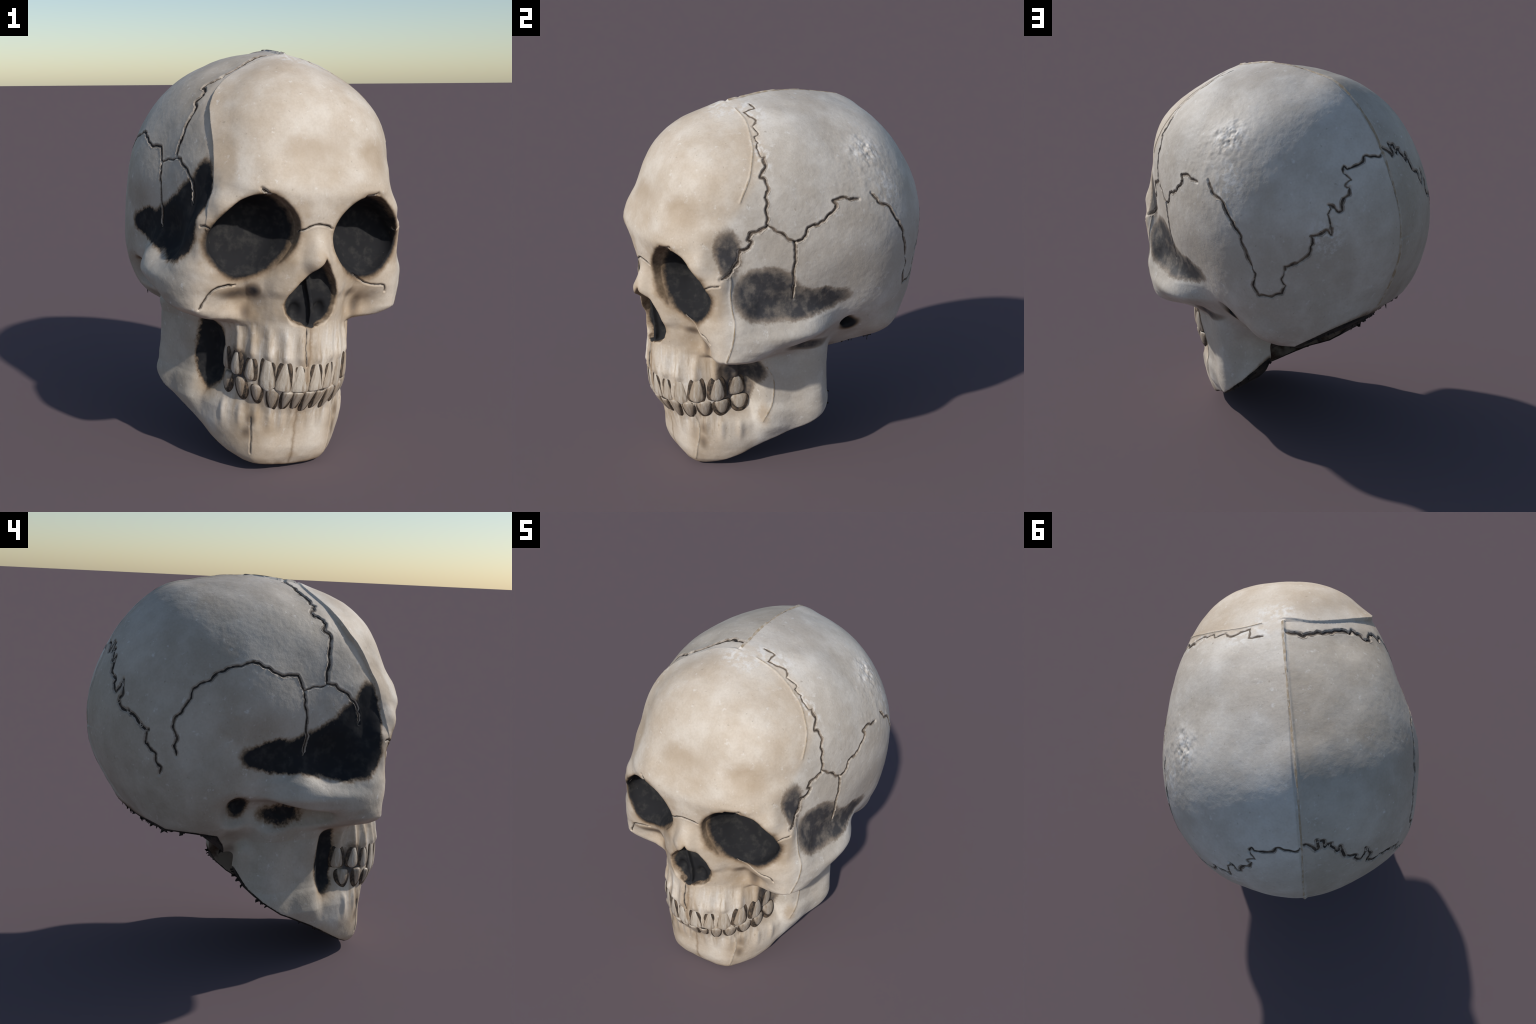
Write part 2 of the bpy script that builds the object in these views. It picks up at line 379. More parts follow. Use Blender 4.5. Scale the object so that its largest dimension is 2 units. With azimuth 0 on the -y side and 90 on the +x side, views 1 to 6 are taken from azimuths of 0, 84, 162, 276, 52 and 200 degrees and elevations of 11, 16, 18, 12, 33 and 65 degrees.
# creases of the face, in the skull's frame
CREASES = [
    ([(-.282, -.765, 1.360), (-.25, -.772, 1.346), (-.228, -.778, 1.334)], .0060, .014),
    ([(.238, -.779, 1.334), (.27, -.768, 1.343), (.302, -.759, 1.351)], .0060, .014),
    ([(-.097, -.743, 1.173), (-.079, -.756, 1.177), (-.047, -.77, 1.2), (-.012, -.78, 1.211), (.041, -.772, 1.205), (.07, -.765, 1.19)], .0025, .007),
    ([(-.49, -.613, .79), (-.452, -.634, .869), (-.427, -.648, .894), (-.383, -.654, .909), (-.332, -.643, .907)], .0024, .010),
    ([(.249, -.662, .959), (.33, -.64, .915), (.387, -.652, .902), (.44, -.646, .900), (.458, -.633, .864)], .0018, .008),
    ([(-.016, -.766, .729), (-.012, -.773, .677), (-.014, -.779, .617), (-.004, -.784, .548)], .0022, .008),
    ([(-.495, -.61, 1.172), (-.465, -.63, 1.182), (-.445, -.635, 1.188)], .0022, .008),
    ([(.455, -.64, 1.178), (.485, -.62, 1.186), (.515, -.60, 1.19)], .0021, .008),
    ([(-.197, -.615, .262), (-.199, -.615, .245), (-.191, -.614, .164), (-.187, -.608, .088)], .0011, .004),
]
# thin tan seams where the scan's photo patches join
SEAMS = [
    [(.0, -.27, 1.985), (-.005, -.1, 2.0), (-.012, .15, 1.99), (-.02, .4, 1.90), (-.023, .62, 1.74), (-.022, .72, 1.60), (-.012, .80, 1.38), (-.005, .82, 1.15), (.0, .78, .97), (.004, .70, .80)],
    [(.10, -.28, 1.95), (.222, -.286, 1.907), (.369, -.33, 1.826), (.447, -.374, 1.752), (.475, -.407, 1.683), (.476, -.455, 1.578)],
    [(.487, -.545, 1.21), (.537, -.552, 1.097), (.572, -.551, .99), (.576, -.568, .89), (.535, -.584, .782)],
    [(.25, -.645, .43), (.231, -.638, .357), (.23, -.609, .288), (.223, -.604, .201), (.19, -.611, .064)],
    [(.437, -.301, .653), (.445, -.266, .571), (.444, -.271, .435), (.425, -.318, .32)],
]

# ------------------------------------------------------------------ noise
_rng = np.random.default_rng(7)
_lattice = _rng.random((32, 32, 32)).astype(np.float32)*2-1
def noise(p, scale):
    q = p*scale; i = np.floor(q).astype(int); t = q-i; t = t*t*(3-2*t); out = 0
    for dx in (0, 1):
        for dy in (0, 1):
            for dz in (0, 1):
                w = (t[:, 0] if dx else 1-t[:, 0])*(t[:, 1] if dy else 1-t[:, 1])*(t[:, 2] if dz else 1-t[:, 2])
                out = out+w*_lattice[(i[:, 0]+dx) % 32, (i[:, 1]+dy) % 32, (i[:, 2]+dz) % 32]
    return out

def from_angles(pairs):
    a = np.radians([p[0] for p in pairs]); e = np.radians([p[1] for p in pairs])
    return CASE_CENTRE+0.7*np.stack([np.sin(a)*np.cos(e), -np.cos(a)*np.cos(e), np.sin(e)], 1)

def ray_seat(fn, pts):
    """Slide points along the spoke from the brain case centre onto the surface."""
    d = pts-CASE_CENTRE; d = d/np.linalg.norm(d, axis=1)[:, None]; t = np.full(len(pts), 1.05)
    for _ in range(60):
        p = (CASE_CENTRE+d*t[:, None]).astype(np.float32)
        t = t-np.clip(fn(*p.T)*0.8, -0.03, 0.03)
    return CASE_CENTRE+d*t[:, None]

def densify(p, step=0.004):
    out = [p[0]]
    for a, b in zip(p[:-1], p[1:]):
        n = max(1, int(round(np.linalg.norm(b-a)/step)))
        out += [a+(b-a)*k/n for k in range(1, n+1)]
    return np.array(out)

def wander(p, amp, scale=60.0):
    off = np.stack([noise(p+np.array(o), scale) for o in ((0, 0, 0), (5.3, 1.1, 2.7), (9.1, 4.2, 7.7))], 1)
    return p+amp*off

def segment_distance(p, path, reach):
    """Distance from points to a polyline (reach caps it); also the index of the nearest segment."""
    d = np.full(len(p), reach*1.01); k = np.zeros(len(p), int)
    lo, hi = path.min(0)-reach, path.max(0)+reach
    near = np.where(((p > lo) & (p < hi)).all(1))[0]
    q = p[near]; dn = d[near]; kn = k[near]
    for i, (a, b) in enumerate(zip(path[:-1], path[1:])):
        ab = b-a; c = (a+b)/2; r = np.linalg.norm(ab)/2+reach
        m = np.where((np.abs(q-c) < r).all(1))[0]
        if not len(m): continue
        w = q[m]-a; t = np.clip(w@ab/max(ab@ab, 1e-12), 0, 1)
        dd = np.linalg.norm(w-t[:, None]*ab, axis=1)
        better = dd < dn[m]; mm = m[better]
        dn[mm] = dd[better]; kn[mm] = i
    d[near] = dn; k[near] = kn
    return d, k

# all grooves: (path on the smooth surface, half width of line, depth)
GROOVES = []
ZIGZAG = {'lambdoid': .022, 'coronal': .014}      # how far the seam wanders
for name, pairs in SUTURES.items():
    w, depth = SUTURE_STYLE.get(name, (.0033, .008)); w *= 1.35
    path = ray_seat(skull, wander(densify(from_angles(pairs), 0.006), ZIGZAG.get(name.split('_')[0], .009), 34))
    GROOVES.append((seat(skull, densify(path)), w, depth))
for pts, w, depth in CREASES:
    GROOVES.append((seat(skull, wander(densify(catmull(pts, 6)), 0.002)), w, depth))
PLATE_PATH = seat(vault, densify(catmull(PLATE_EDGE, 8), 0.008))
PLATE_RISE = np.interp(np.linspace(0, 1, len(PLATE_PATH)), [0, .1, .3, .42, .5, .65, .85, 1], [.006, .008, .010, .018, .020, .014, .009, .002])
SEAM_PATHS = [seat(skull, wander(densify(catmull(s, 8), 0.01), 0.0015, 20)) for s in SEAMS]

def relief(v, n):
    """Height of the fine relief at surface points v with normals n."""
    h = 0.0012*noise(v, 16)+0.0005*noise(v, 50)
    # pitted patch on the left wall, lumps on both
    d = v-np.array([.55, .22, 1.66])
    h += np.exp(-(d*d).sum(1)/0.05)*(0.0022*np.maximum(noise(v, 30), -.2)+0.0008*noise(v, 70))
    d = v-np.array([.505, .235, 1.755])
    h += np.exp(-(d*d).sum(1)/0.006)*(0.007*noise(v, 42)+0.003*noise(v, 90))
    d = v-np.array([-.58, .20, 1.05])
    h += np.exp(-(d*d).sum(1)/0.10)*0.002*noise(v, 26)
    # forehead plate: long rise from the front, sharp drop behind
    dist, k = segment_distance(v, PLATE_PATH, 0.16)
    a = PLATE_PATH[k]; t = PLATE_PATH[np.minimum(k+1, len(PLATE_PATH)-1)]-PLATE_PATH[np.maximum(k-1, 0)]
    side = np.einsum('ij,ij->i', np.cross(t, n), v-a)
    rise = PLATE_RISE[k]
    # past the free ends it fades out
    ahead = (v-PLATE_PATH[0]) @ (PLATE_PATH[0]-PLATE_PATH[4])
    fade = np.where((k == 0) & (ahead > 0), np.exp(-(dist/.03)**2), 1.0)
    front = np.clip(1-dist/.11, 0, 1)**2
    h += np.where(dist < .159, rise*fade*np.where(side*PLATE_SIDE > 0, np.maximum(front, 0), 1-sstep(0.0, .006, dist)), 0)
    # low keel along the crown
    h += 0.010*np.exp(-(v[:, 0]/.055)**2)*sstep(1.55, 1.75, v[:, 2])*sstep(-.36, -.22, v[:, 1])
    # seams: a raised bead on the midline, faint ones elsewhere
    for i, path in enumerate(SEAM_PATHS):
        dist, _ = segment_distance(v, path, 0.05)
        h += (0.0080 if i == 0 else 0.0028)*np.exp(-(dist/(.0075 if i == 0 else .006))**2)
    # right half of the vault lies a little lower beside the midline bead
    m = (v[:, 2] > 1.2) & (v[:, 1] > -.27) & (v[:, 0] < -.005)
    h -= np.where(m, 0.007*np.exp(v[:, 0]/.05), 0)
    # grooves with slightly raised lips
    for path, w, depth in GROOVES:
        g = max(w*2.4, .0075)
        dist, _ = segment_distance(v, path, g*3)
        u = dist/g
        h += np.where(u < 1, -0.85*depth*(1-u*u)**2, 0)+np.where(u < 2.8, 0.0006*np.exp(-((u-1.35)/.5)**2), 0)
    return h
PLATE_SIDE = -1.0

# =====================================================================
# MATERIALS
# =====================================================================
class Nodes:
    """Small helper that writes node expressions."""
    def __init__(self, name):
        self.mat = bpy.data.materials.new(name); self.mat.use_nodes = True
        self.t = self.mat.node_tree; self.t.nodes.clear()
        self.out = self.t.nodes.new('ShaderNodeOutputMaterial')
        self.bsdf = self.t.nodes.new('ShaderNodeBsdfPrincipled')
        self.t.links.new(self.bsdf.outputs[0], self.out.inputs[0])
    def put(self, sock, v):
        if isinstance(v, bpy.types.NodeSocket): self.t.links.new(v, sock)
        else: sock.default_value = v
    def math(self, op, a, b=0.0, c=0.0, clamp=False):
        n = self.t.nodes.new('ShaderNodeMath'); n.operation = op; n.use_clamp = clamp
        for s, v in zip(n.inputs, (a, b, c)): self.put(s, v)
        return n.outputs[0]
    def vec(self, op, a, b=(0, 0, 0), scale=None):
        n = self.t.nodes.new('ShaderNodeVectorMath'); n.operation = op
        self.put(n.inputs[0], a); self.put(n.inputs[1], b)
        if scale is not None: self.put(n.inputs['Scale'], scale)
        return n.outputs['Value'] if op in ('LENGTH', 'DOT_PRODUCT', 'DISTANCE') else n.outputs[0]
    def coords(self):
        return self.t.nodes.new('ShaderNodeTexCoord').outputs['Object']
    def xyz(self, v):
        n = self.t.nodes.new('ShaderNodeSeparateXYZ'); self.put(n.inputs[0], v); return n.outputs
    def noise(self, p, scale, detail=3.0, rough=0.55, colour=False):
        n = self.t.nodes.new('ShaderNodeTexNoise'); self.put(n.inputs['Vector'], p)
        n.inputs['Scale'].default_value = scale; n.inputs['Detail'].default_value = detail; n.inputs['Roughness'].default_value = rough
        return n.outputs['Color'] if colour else n.outputs['Fac']
    def smooth(self, v, lo, hi):
        n = self.t.nodes.new('ShaderNodeMapRange'); n.interpolation_type = 'SMOOTHSTEP'
        self.put(n.inputs['Value'], v); n.inputs['From Min'].default_value = lo; n.inputs['From Max'].default_value = hi
        return n.outputs['Result']
    def mix(self, f, a, b, kind='MIX'):
        n = self.t.nodes.new('ShaderNodeMix'); n.data_type = 'RGBA'; n.blend_type = kind
        self.put(n.inputs['Factor'], f)
        col = lambda c: c if isinstance(c, bpy.types.NodeSocket) else (*c, 1.0)
        self.put(n.inputs[6], col(a)); self.put(n.inputs[7], col(b))
        return n.outputs[2]
    def ramp(self, f, stops):
        n = self.t.nodes.new('ShaderNodeValToRGB'); self.put(n.inputs[0], f); r = n.color_ramp
        while len(r.elements) > 1: r.elements.remove(r.elements[-1])
        for i, (p, c) in enumerate(stops):
            e = r.elements[0] if i == 0 else r.elements.new(p)
            e.position = p; e.color = (c, c, c, 1) if not isinstance(c, tuple) else (*c, 1)
        return n.outputs[0]
    def bump(self, height, strength, distance, normal=None):
        n = self.t.nodes.new('ShaderNodeBump'); n.inputs['Strength'].default_value = strength; n.inputs['Distance'].default_value = distance
        self.put(n.inputs['Height'], height)
        if normal is not None: self.put(n.inputs['Normal'], normal)
        return n.outputs[0]
    def finish(self, colour, rough=0.55, specular=0.35, normal=None):
        self.put(self.bsdf.inputs['Base Color'], colour if isinstance(colour, bpy.types.NodeSocket) else (*colour, 1))
        self.put(self.bsdf.inputs['Roughness'], rough)
        self.put(self.bsdf.inputs['Specular IOR Level'], specular)
        if normal is not None: self.put(self.bsdf.inputs['Normal'], normal)
        return self.mat

# Near-black spots (centre, radii), mostly in recesses, then lighter mottled dark ones
BLACK_SPOTS = [((-.58, -.21, 1.115), (.20, .13, .105)), ((-.55, -.38, 1.13), (.20, .205, .150)), ((-.60, -.06, 1.100), (.20, .215, .085)), ((-.475, -.525, 1.30), (.10, .075, .165)),
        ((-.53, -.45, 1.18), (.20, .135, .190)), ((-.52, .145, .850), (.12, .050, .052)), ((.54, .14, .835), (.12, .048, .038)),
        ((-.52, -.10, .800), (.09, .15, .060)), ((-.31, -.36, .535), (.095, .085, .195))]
DARK_SPOTS = [((.60, -.235, 1.055), (.20, .13, .080)), ((.56, -.37, 1.115), (.20, .170, .135)), ((.63, -.12, 1.050), (.20, .195, .065)), ((.49, -.535, 1.33), (.08, .060, .115)),
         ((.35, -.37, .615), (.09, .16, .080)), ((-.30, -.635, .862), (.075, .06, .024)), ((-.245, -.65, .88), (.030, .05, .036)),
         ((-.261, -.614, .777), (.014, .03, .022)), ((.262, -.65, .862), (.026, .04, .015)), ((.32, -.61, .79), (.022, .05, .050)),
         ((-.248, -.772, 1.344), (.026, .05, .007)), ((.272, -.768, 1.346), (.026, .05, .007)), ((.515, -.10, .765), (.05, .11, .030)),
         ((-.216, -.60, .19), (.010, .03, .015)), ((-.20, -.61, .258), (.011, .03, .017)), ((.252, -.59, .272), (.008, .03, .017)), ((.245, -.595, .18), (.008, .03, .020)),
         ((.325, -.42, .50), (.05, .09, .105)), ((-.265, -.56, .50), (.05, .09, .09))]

STAIN_AND_SHADE = [((-.12, -.74, 1.08), (.06, .08, .12)), ((.12, -.74, 1.09), (.05, .08, .12)), ((-.26, -.65, .79), (.14, .12, .10)), ((.27, -.65, .78), (.13, .12, .10)),
         ((-.09, -.78, 1.28), (.07, .07, .06)), ((.10, -.78, 1.28), (.05, .07, .05)), ((-.21, -.68, .66), (.06, .08, .08)), ((-.12, -.70, .22), (.10, .10, .07)),
         ((-.05, -.76, 1.56), (.26, .10, .10)), ((.30, -.69, 1.52), (.16, .10, .10)), ((-.40, -.60, 1.45), (.07, .12, .20)), ((-.35, -.36, .36), (.10, .10, .10)), ((.42, -.31, .36), (.05, .06, .10))]
PALE_SPOTS = [((.50, .24, 1.75), (.12, .16, .10)), ((.62, .33, 1.58), (.14, .12, .16)), ((.17, -.22, 1.95), (.20, .07, .10)), ((.42, -.31, 1.78), (.12, .05, .14)),
        ((.05, -.33, 1.94), (.16, .10, .10)), ((.35, .68, 1.30), (.12, .12, .14))]

def bone_material():
    m = Nodes('weathered_bone'); p = m.coords()
    n1 = m.noise(p, 14, 4, 0.6, True); n2 = m.noise(p, 70, 2, 0.5, True)
    off = m.vec('SCALE', m.vec('SUBTRACT', n1, (.5, .5, .5)), scale=0.055)
    off2 = m.vec('SCALE', m.vec('SUBTRACT', n2, (.5, .5, .5)), scale=0.022)
    w = m.vec('ADD', p, m.vec('ADD', off, off2))                       # ragged coordinates for the patches
    x, y, z = m.xyz(p); wx, wy, wz = m.xyz(m.vec('ADD', p, m.vec('SCALE', m.vec('ADD', off, off2), scale=0.45)))

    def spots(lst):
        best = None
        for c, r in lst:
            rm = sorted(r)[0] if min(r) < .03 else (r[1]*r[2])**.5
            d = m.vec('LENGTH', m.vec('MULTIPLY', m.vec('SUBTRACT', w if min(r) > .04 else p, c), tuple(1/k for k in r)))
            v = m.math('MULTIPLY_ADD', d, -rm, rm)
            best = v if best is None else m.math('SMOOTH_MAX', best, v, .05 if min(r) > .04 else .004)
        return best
    blackness = spots(BLACK_SPOTS); darkness = spots(DARK_SPOTS)
    # eye sockets darkened: rounded squares, tilted
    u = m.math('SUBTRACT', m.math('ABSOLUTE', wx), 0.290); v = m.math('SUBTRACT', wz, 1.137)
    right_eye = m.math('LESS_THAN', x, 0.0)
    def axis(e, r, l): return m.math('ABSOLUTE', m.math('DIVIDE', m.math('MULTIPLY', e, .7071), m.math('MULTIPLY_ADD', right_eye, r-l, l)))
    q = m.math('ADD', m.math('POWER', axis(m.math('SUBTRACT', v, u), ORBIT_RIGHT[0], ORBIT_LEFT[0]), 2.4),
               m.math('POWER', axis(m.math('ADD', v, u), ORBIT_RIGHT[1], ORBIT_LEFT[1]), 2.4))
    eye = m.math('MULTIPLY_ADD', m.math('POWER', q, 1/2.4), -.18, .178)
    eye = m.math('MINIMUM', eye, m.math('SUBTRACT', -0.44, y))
    blackness = m.math('MAXIMUM', blackness, eye)
    # nasal opening darkened: pear
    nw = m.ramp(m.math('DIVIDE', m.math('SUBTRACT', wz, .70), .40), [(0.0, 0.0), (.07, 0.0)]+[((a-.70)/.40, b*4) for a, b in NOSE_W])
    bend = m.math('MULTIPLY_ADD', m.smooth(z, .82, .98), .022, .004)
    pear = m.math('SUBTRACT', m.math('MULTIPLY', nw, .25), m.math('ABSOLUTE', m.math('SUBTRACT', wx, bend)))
    blackness = m.math('MAXIMUM', blackness, m.math('MINIMUM', m.math('MINIMUM', m.math('SUBTRACT', pear, .006), m.math('SUBTRACT', 1.05, wz)), m.math('SUBTRACT', -0.60, y)))
    # black torn rim
    ty = m.math('DIVIDE', m.math('ADD', y, .75), 1.7)
    th = m.ramp(ty, [((a+.75)/1.7, max(b-(.02 if a < .1 else 0), 0)/1.05) for a, b in TEAR])
    tear = m.math('SUBTRACT', m.math('SUBTRACT', m.math('MULTIPLY', th, 1.05), wz), -0.018)
    blackness = m.math('MAXIMUM', blackness, tear)

    # bone: warm in front of the plate line, greyer on the sides and the back
    edge = m.ramp(m.math('DIVIDE', z, 2.0), [(0.0, .62), (.16, .60), (.36, .60), (.40, .39), (.45, .37), (.64, .39), (.705, .385), (.745, .44), (.80, .52), (.85, .60), (.91, .67), (.96, .72), (1.0, .75)])
    front = m.smooth(m.math('SUBTRACT', m.math('MULTIPLY_ADD', edge, 1.0, -.95), m.math('MULTIPLY_ADD', m.noise(p, 30), .012, y)), -.030, .030)
    big = m.noise(p, 2.6, 4, .55); mid = m.noise(p, 8.0, 4, .6); fine = m.noise(p, 90, 3, .6)
    blot = m.math('ADD', m.math('MULTIPLY', big, .6), m.math('MULTIPLY', mid, .4))
    k = m.smooth(blot, .36, .66)
    warm = m.mix(k, BONE_TAN, BONE_PALE)
    cool = m.mix(k, BONE_GREY, BONE_ASH)
    right = m.smooth(m.math('ADD', x, m.math('MULTIPLY_ADD', mid, .01, 0)), 0.0, -0.02)
    cool = m.mix(m.math('MULTIPLY', right, .9), cool, m.mix(k, RIGHT_DUN, RIGHT_PALE))
    bone = m.mix(front, cool, warm)
    # streaks running down the face
    stretch = m.vec('MULTIPLY', p, (1, 1, .13))
    st = m.noise(stretch, 42, 3, .6)
    low = m.math('MULTIPLY', m.math('MULTIPLY', m.smooth(z, .80, .66), m.smooth(z, .16, .34)), m.smooth(y, -.40, -.55))
    bone = m.mix(m.math('MULTIPLY', m.smooth(st, .50, .68), m.math('MULTIPLY', low, .55)), bone, STREAK_BROWN)
    bone = m.mix(m.math('MULTIPLY', m.smooth(st, .47, .30), m.math('MULTIPLY', low, .45)), bone, BONE_WHITE)
    # chalky scabs on the left wall and along its suture, a paler crown
    scab = None
    for c, r in PALE_SPOTS:
        v = m.math('SUBTRACT', 1.0, m.vec('LENGTH', m.vec('MULTIPLY', m.vec('SUBTRACT', w, c), tuple(1/k for k in r))))
        scab = v if scab is None else m.math('MAXIMUM', scab, v)
    scab = m.math('MULTIPLY', m.smooth(scab, 0.0, .6), m.smooth(m.noise(p, 30, 4, .65), .42, .62))
    bone = m.mix(m.math('MULTIPLY', scab, .75), bone, BONE_CHALK)
    # chalky worn blotches, brown flecks
    chalk = m.math('MULTIPLY', m.smooth(m.noise(p, 26, 4, .65), .60, .74), .55)
    bone = m.mix(chalk, bone, m.mix(front, BONE_CHALK, BONE_WHITE))
    fleck = m.math('MULTIPLY', m.smooth(m.noise(p, 48, 2, .5), .69, .78), .45)
    bone = m.mix(fleck, bone, FLECK)
    bone = m.mix(m.math('MULTIPLY', m.smooth(fine, .35, .7), .22), bone, m.mix(1.0, bone, (.72, .68, .64), 'MULTIPLY'))
    # soft brown stain around the openings of the face
    near = m.math('MULTIPLY', m.smooth(m.math('MAXIMUM', blackness, darkness), -.11, -.01), m.math('MULTIPLY', front, m.math('MULTIPLY', m.smooth(z, 1.30, 1.15), m.smooth(mid, .34, .60))))
    bone = m.mix(m.math('MULTIPLY', near, .75), bone, (.42, .31, .205))
    # tan staining on the middle of the face, glabella shade painted in
    tan = None
    for c, r in STAIN_AND_SHADE:
        v = m.math('SUBTRACT', 1.0, m.vec('LENGTH', m.vec('MULTIPLY', m.vec('SUBTRACT', w, c), tuple(1/k for k in r))))
        tan = v if tan is None else m.math('MAXIMUM', tan, v)
    bone = m.mix(m.math('MULTIPLY', m.smooth(tan, 0.0, .7), m.math('MULTIPLY_ADD', m.smooth(mid, .30, .62), .45, .25)), bone, (.40, .295, .195))
    # brown halo, then the mottled dark spots, then the near-black ones
    bone = m.mix(m.math('MULTIPLY', m.smooth(darkness, -.020, .006), .6), bone, HALO_BROWN)
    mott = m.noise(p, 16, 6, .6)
    bone = m.mix(m.math('MULTIPLY', m.smooth(darkness, -.022, .035), m.math('MULTIPLY_ADD', m.smooth(mott, .80, .45), .35, .60)), bone, m.mix(m.smooth(mott, .40, .75), SPOT_DARK, SPOT_GREY))
    bone = m.mix(m.math('MULTIPLY', m.smooth(blackness, -.024, .003), .85), bone, HALO_BROWN)
    sc = m.mix(m.smooth(m.noise(p, 20, 4, .6), .45, .75), DEEP_BLACK, SOFT_BLACK)
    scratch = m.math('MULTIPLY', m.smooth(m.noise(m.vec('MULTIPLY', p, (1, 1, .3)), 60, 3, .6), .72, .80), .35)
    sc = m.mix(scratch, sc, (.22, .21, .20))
    bone = m.mix(m.smooth(blackness, -.010, .014), bone, sc)
    # relief: fine grain everywhere, pits on the sides
    pit = m.smooth(m.noise(p, 42, 3, .6), .40, .62)
    grain = m.math('ADD', m.math('MULTIPLY', fine, .5), m.math('MULTIPLY', m.noise(p, 200, 2, .5), .25))
    h = m.math('ADD', grain, m.math('MULTIPLY', pit, m.math('MULTIPLY_ADD', front, -.15, .25)))
    h = m.math('ADD', h, m.math('MULTIPLY', m.math('MULTIPLY', st, low), .8))
    h = m.math('MULTIPLY', h, m.math('MULTIPLY_ADD', m.smooth(blackness, -.01, .01), -.6, 1.0))
    return m.finish(bone, m.math('MULTIPLY_ADD', m.smooth(blackness, -.01, .01), .25, .58), m.math('MULTIPLY_ADD', m.smooth(blackness, -.01, .01), -.22, .32), m.bump(h, .18, .006))

BONE_TAN, BONE_PALE, BONE_WHITE = (.545, .445, .340), (.690, .615, .525), (.79, .75, .70)
BONE_GREY, BONE_ASH, BONE_CHALK = (.520, .460, .390), (.680, .630, .565), (.76, .73, .69)
RIGHT_DUN, RIGHT_PALE = (.410, .350, .280), (.540, .480, .405)
STREAK_BROWN, FLECK, HALO_BROWN = (.34, .245, .155), (.30, .24, .18), (.24, .155, .085)
SPOT_DARK, SPOT_GREY, DEEP_BLACK, SOFT_BLACK = (.035, .036, .042), (.12, .11, .10), (.022, .022, .024), (.045, .043, .041)

def plain_material(name, dark, light, scale, rough=.6, bump=.3, lo=.4, hi=.65):
    m = Nodes(name); p = m.coords(); n = m.noise(p, scale, 4, .6)
    return m.finish(m.mix(m.smooth(n, lo, hi), dark, light), rough, .3, m.bump(m.noise(p, scale*3, 3), bump, .006))

def tooth_material(name, stain):
    m = Nodes(name); p = m.coords(); x, y, z = m.xyz(p)
    rnd = m.t.nodes.new('ShaderNodeObjectInfo').outputs['Random']
    base = m.mix(rnd, (.46, .375, .285), (.60, .53, .44))
    st = m.noise(m.vec('MULTIPLY', p, (1, 1, .16)), 6.0, 3, .6)
    c = m.mix(m.math('MULTIPLY', m.smooth(st, .50, .66), .65), base, (.30, .22, .15))
    c = m.mix(m.math('MULTIPLY', m.smooth(st, .46, .32), .5), c, (.78, .75, .70))
    c = m.mix(stain, c, (.24, .175, .12))
    edge = m.math('ADD', m.math('ABSOLUTE', x), m.math('MULTIPLY_ADD', z, .26, m.math('MULTIPLY_ADD', m.noise(p, 4, 3), .16, -.38)))
    c = m.mix(m.math('MULTIPLY', m.smooth(edge, -.13, .0), .5), c, (.26, .185, .12))       # stain in the gaps between teeth
    c = m.mix(m.math('MULTIPLY', m.smooth(edge, -.05, .05), .85), c, (.070, .052, .040))
    return m.finish(c, .42, .45, m.bump(m.noise(p, 9, 3), .15, .02))

# =====================================================================
# OBJECTS
# =====================================================================
from mathutils import Matrix, Vector
STAND = (Matrix.Translation(PIVOT) @ Matrix.Rotation(YAW, 4, 'Z') @ Matrix.Rotation(LEAN, 4, 'Y') @ Matrix.Translation(-PIVOT))
scene_objects = bpy.context.scene.collection.objects
root = bpy.data.objects.new('human_skull', None); scene_objects.link(root)
root.empty_display_size = 0.2
root['label'] = 'weathered human skull cast, dark eye sockets, cracked sutures'
root['category'] = 'skull'

def raw_mesh(name, v, faces, smooth=True):
    me = bpy.data.meshes.new(name)
    faces = np.asarray(faces); k = faces.shape[1]
    me.vertices.add(len(v)); me.vertices.foreach_set('co', np.asarray(v, np.float32).ravel())
    me.loops.add(faces.size); me.loops.foreach_set('vertex_index', faces.astype(np.int32).ravel())
    me.polygons.add(len(faces)); me.polygons.foreach_set('loop_start', np.arange(0, faces.size, k, dtype=np.int32))
    me.update(calc_edges=True)
    me.polygons.foreach_set('use_smooth', np.full(len(faces), smooth))
    me.update()
    return me

def add(name, me, parent=None, matrix=None):
    ob = bpy.data.objects.new(name, me); scene_objects.link(ob)
    ob.parent = parent or root
    ob.matrix_basis = STAND if matrix is None else matrix
    return ob

# ---- the bone body -----------------------------------------------------
GRID = 0.0085
verts, quads = surface_nets(skull, (-.78, -.92, -.06), (.78, .92, 2.08), GRID)
verts = relax(verts, quads, 1); verts, _ = draw_onto(skull, verts, 1)
verts, quads = split_quads(verts, quads)
verts, nrm = draw_onto(skull, verts, 2)
verts = verts+nrm*relief(verts, nrm)[:, None]

a, b, c, d = (verts[quads[:, i]] for i in range(4))
face_n = np.cross(c-a, d-b)
vert_n = np.zeros_like(verts)
for i in range(4): np.add.at(vert_n, quads[:, i], face_n)
vert_n /= np.maximum(np.linalg.norm(vert_n, axis=1), 1e-12)[:, None]

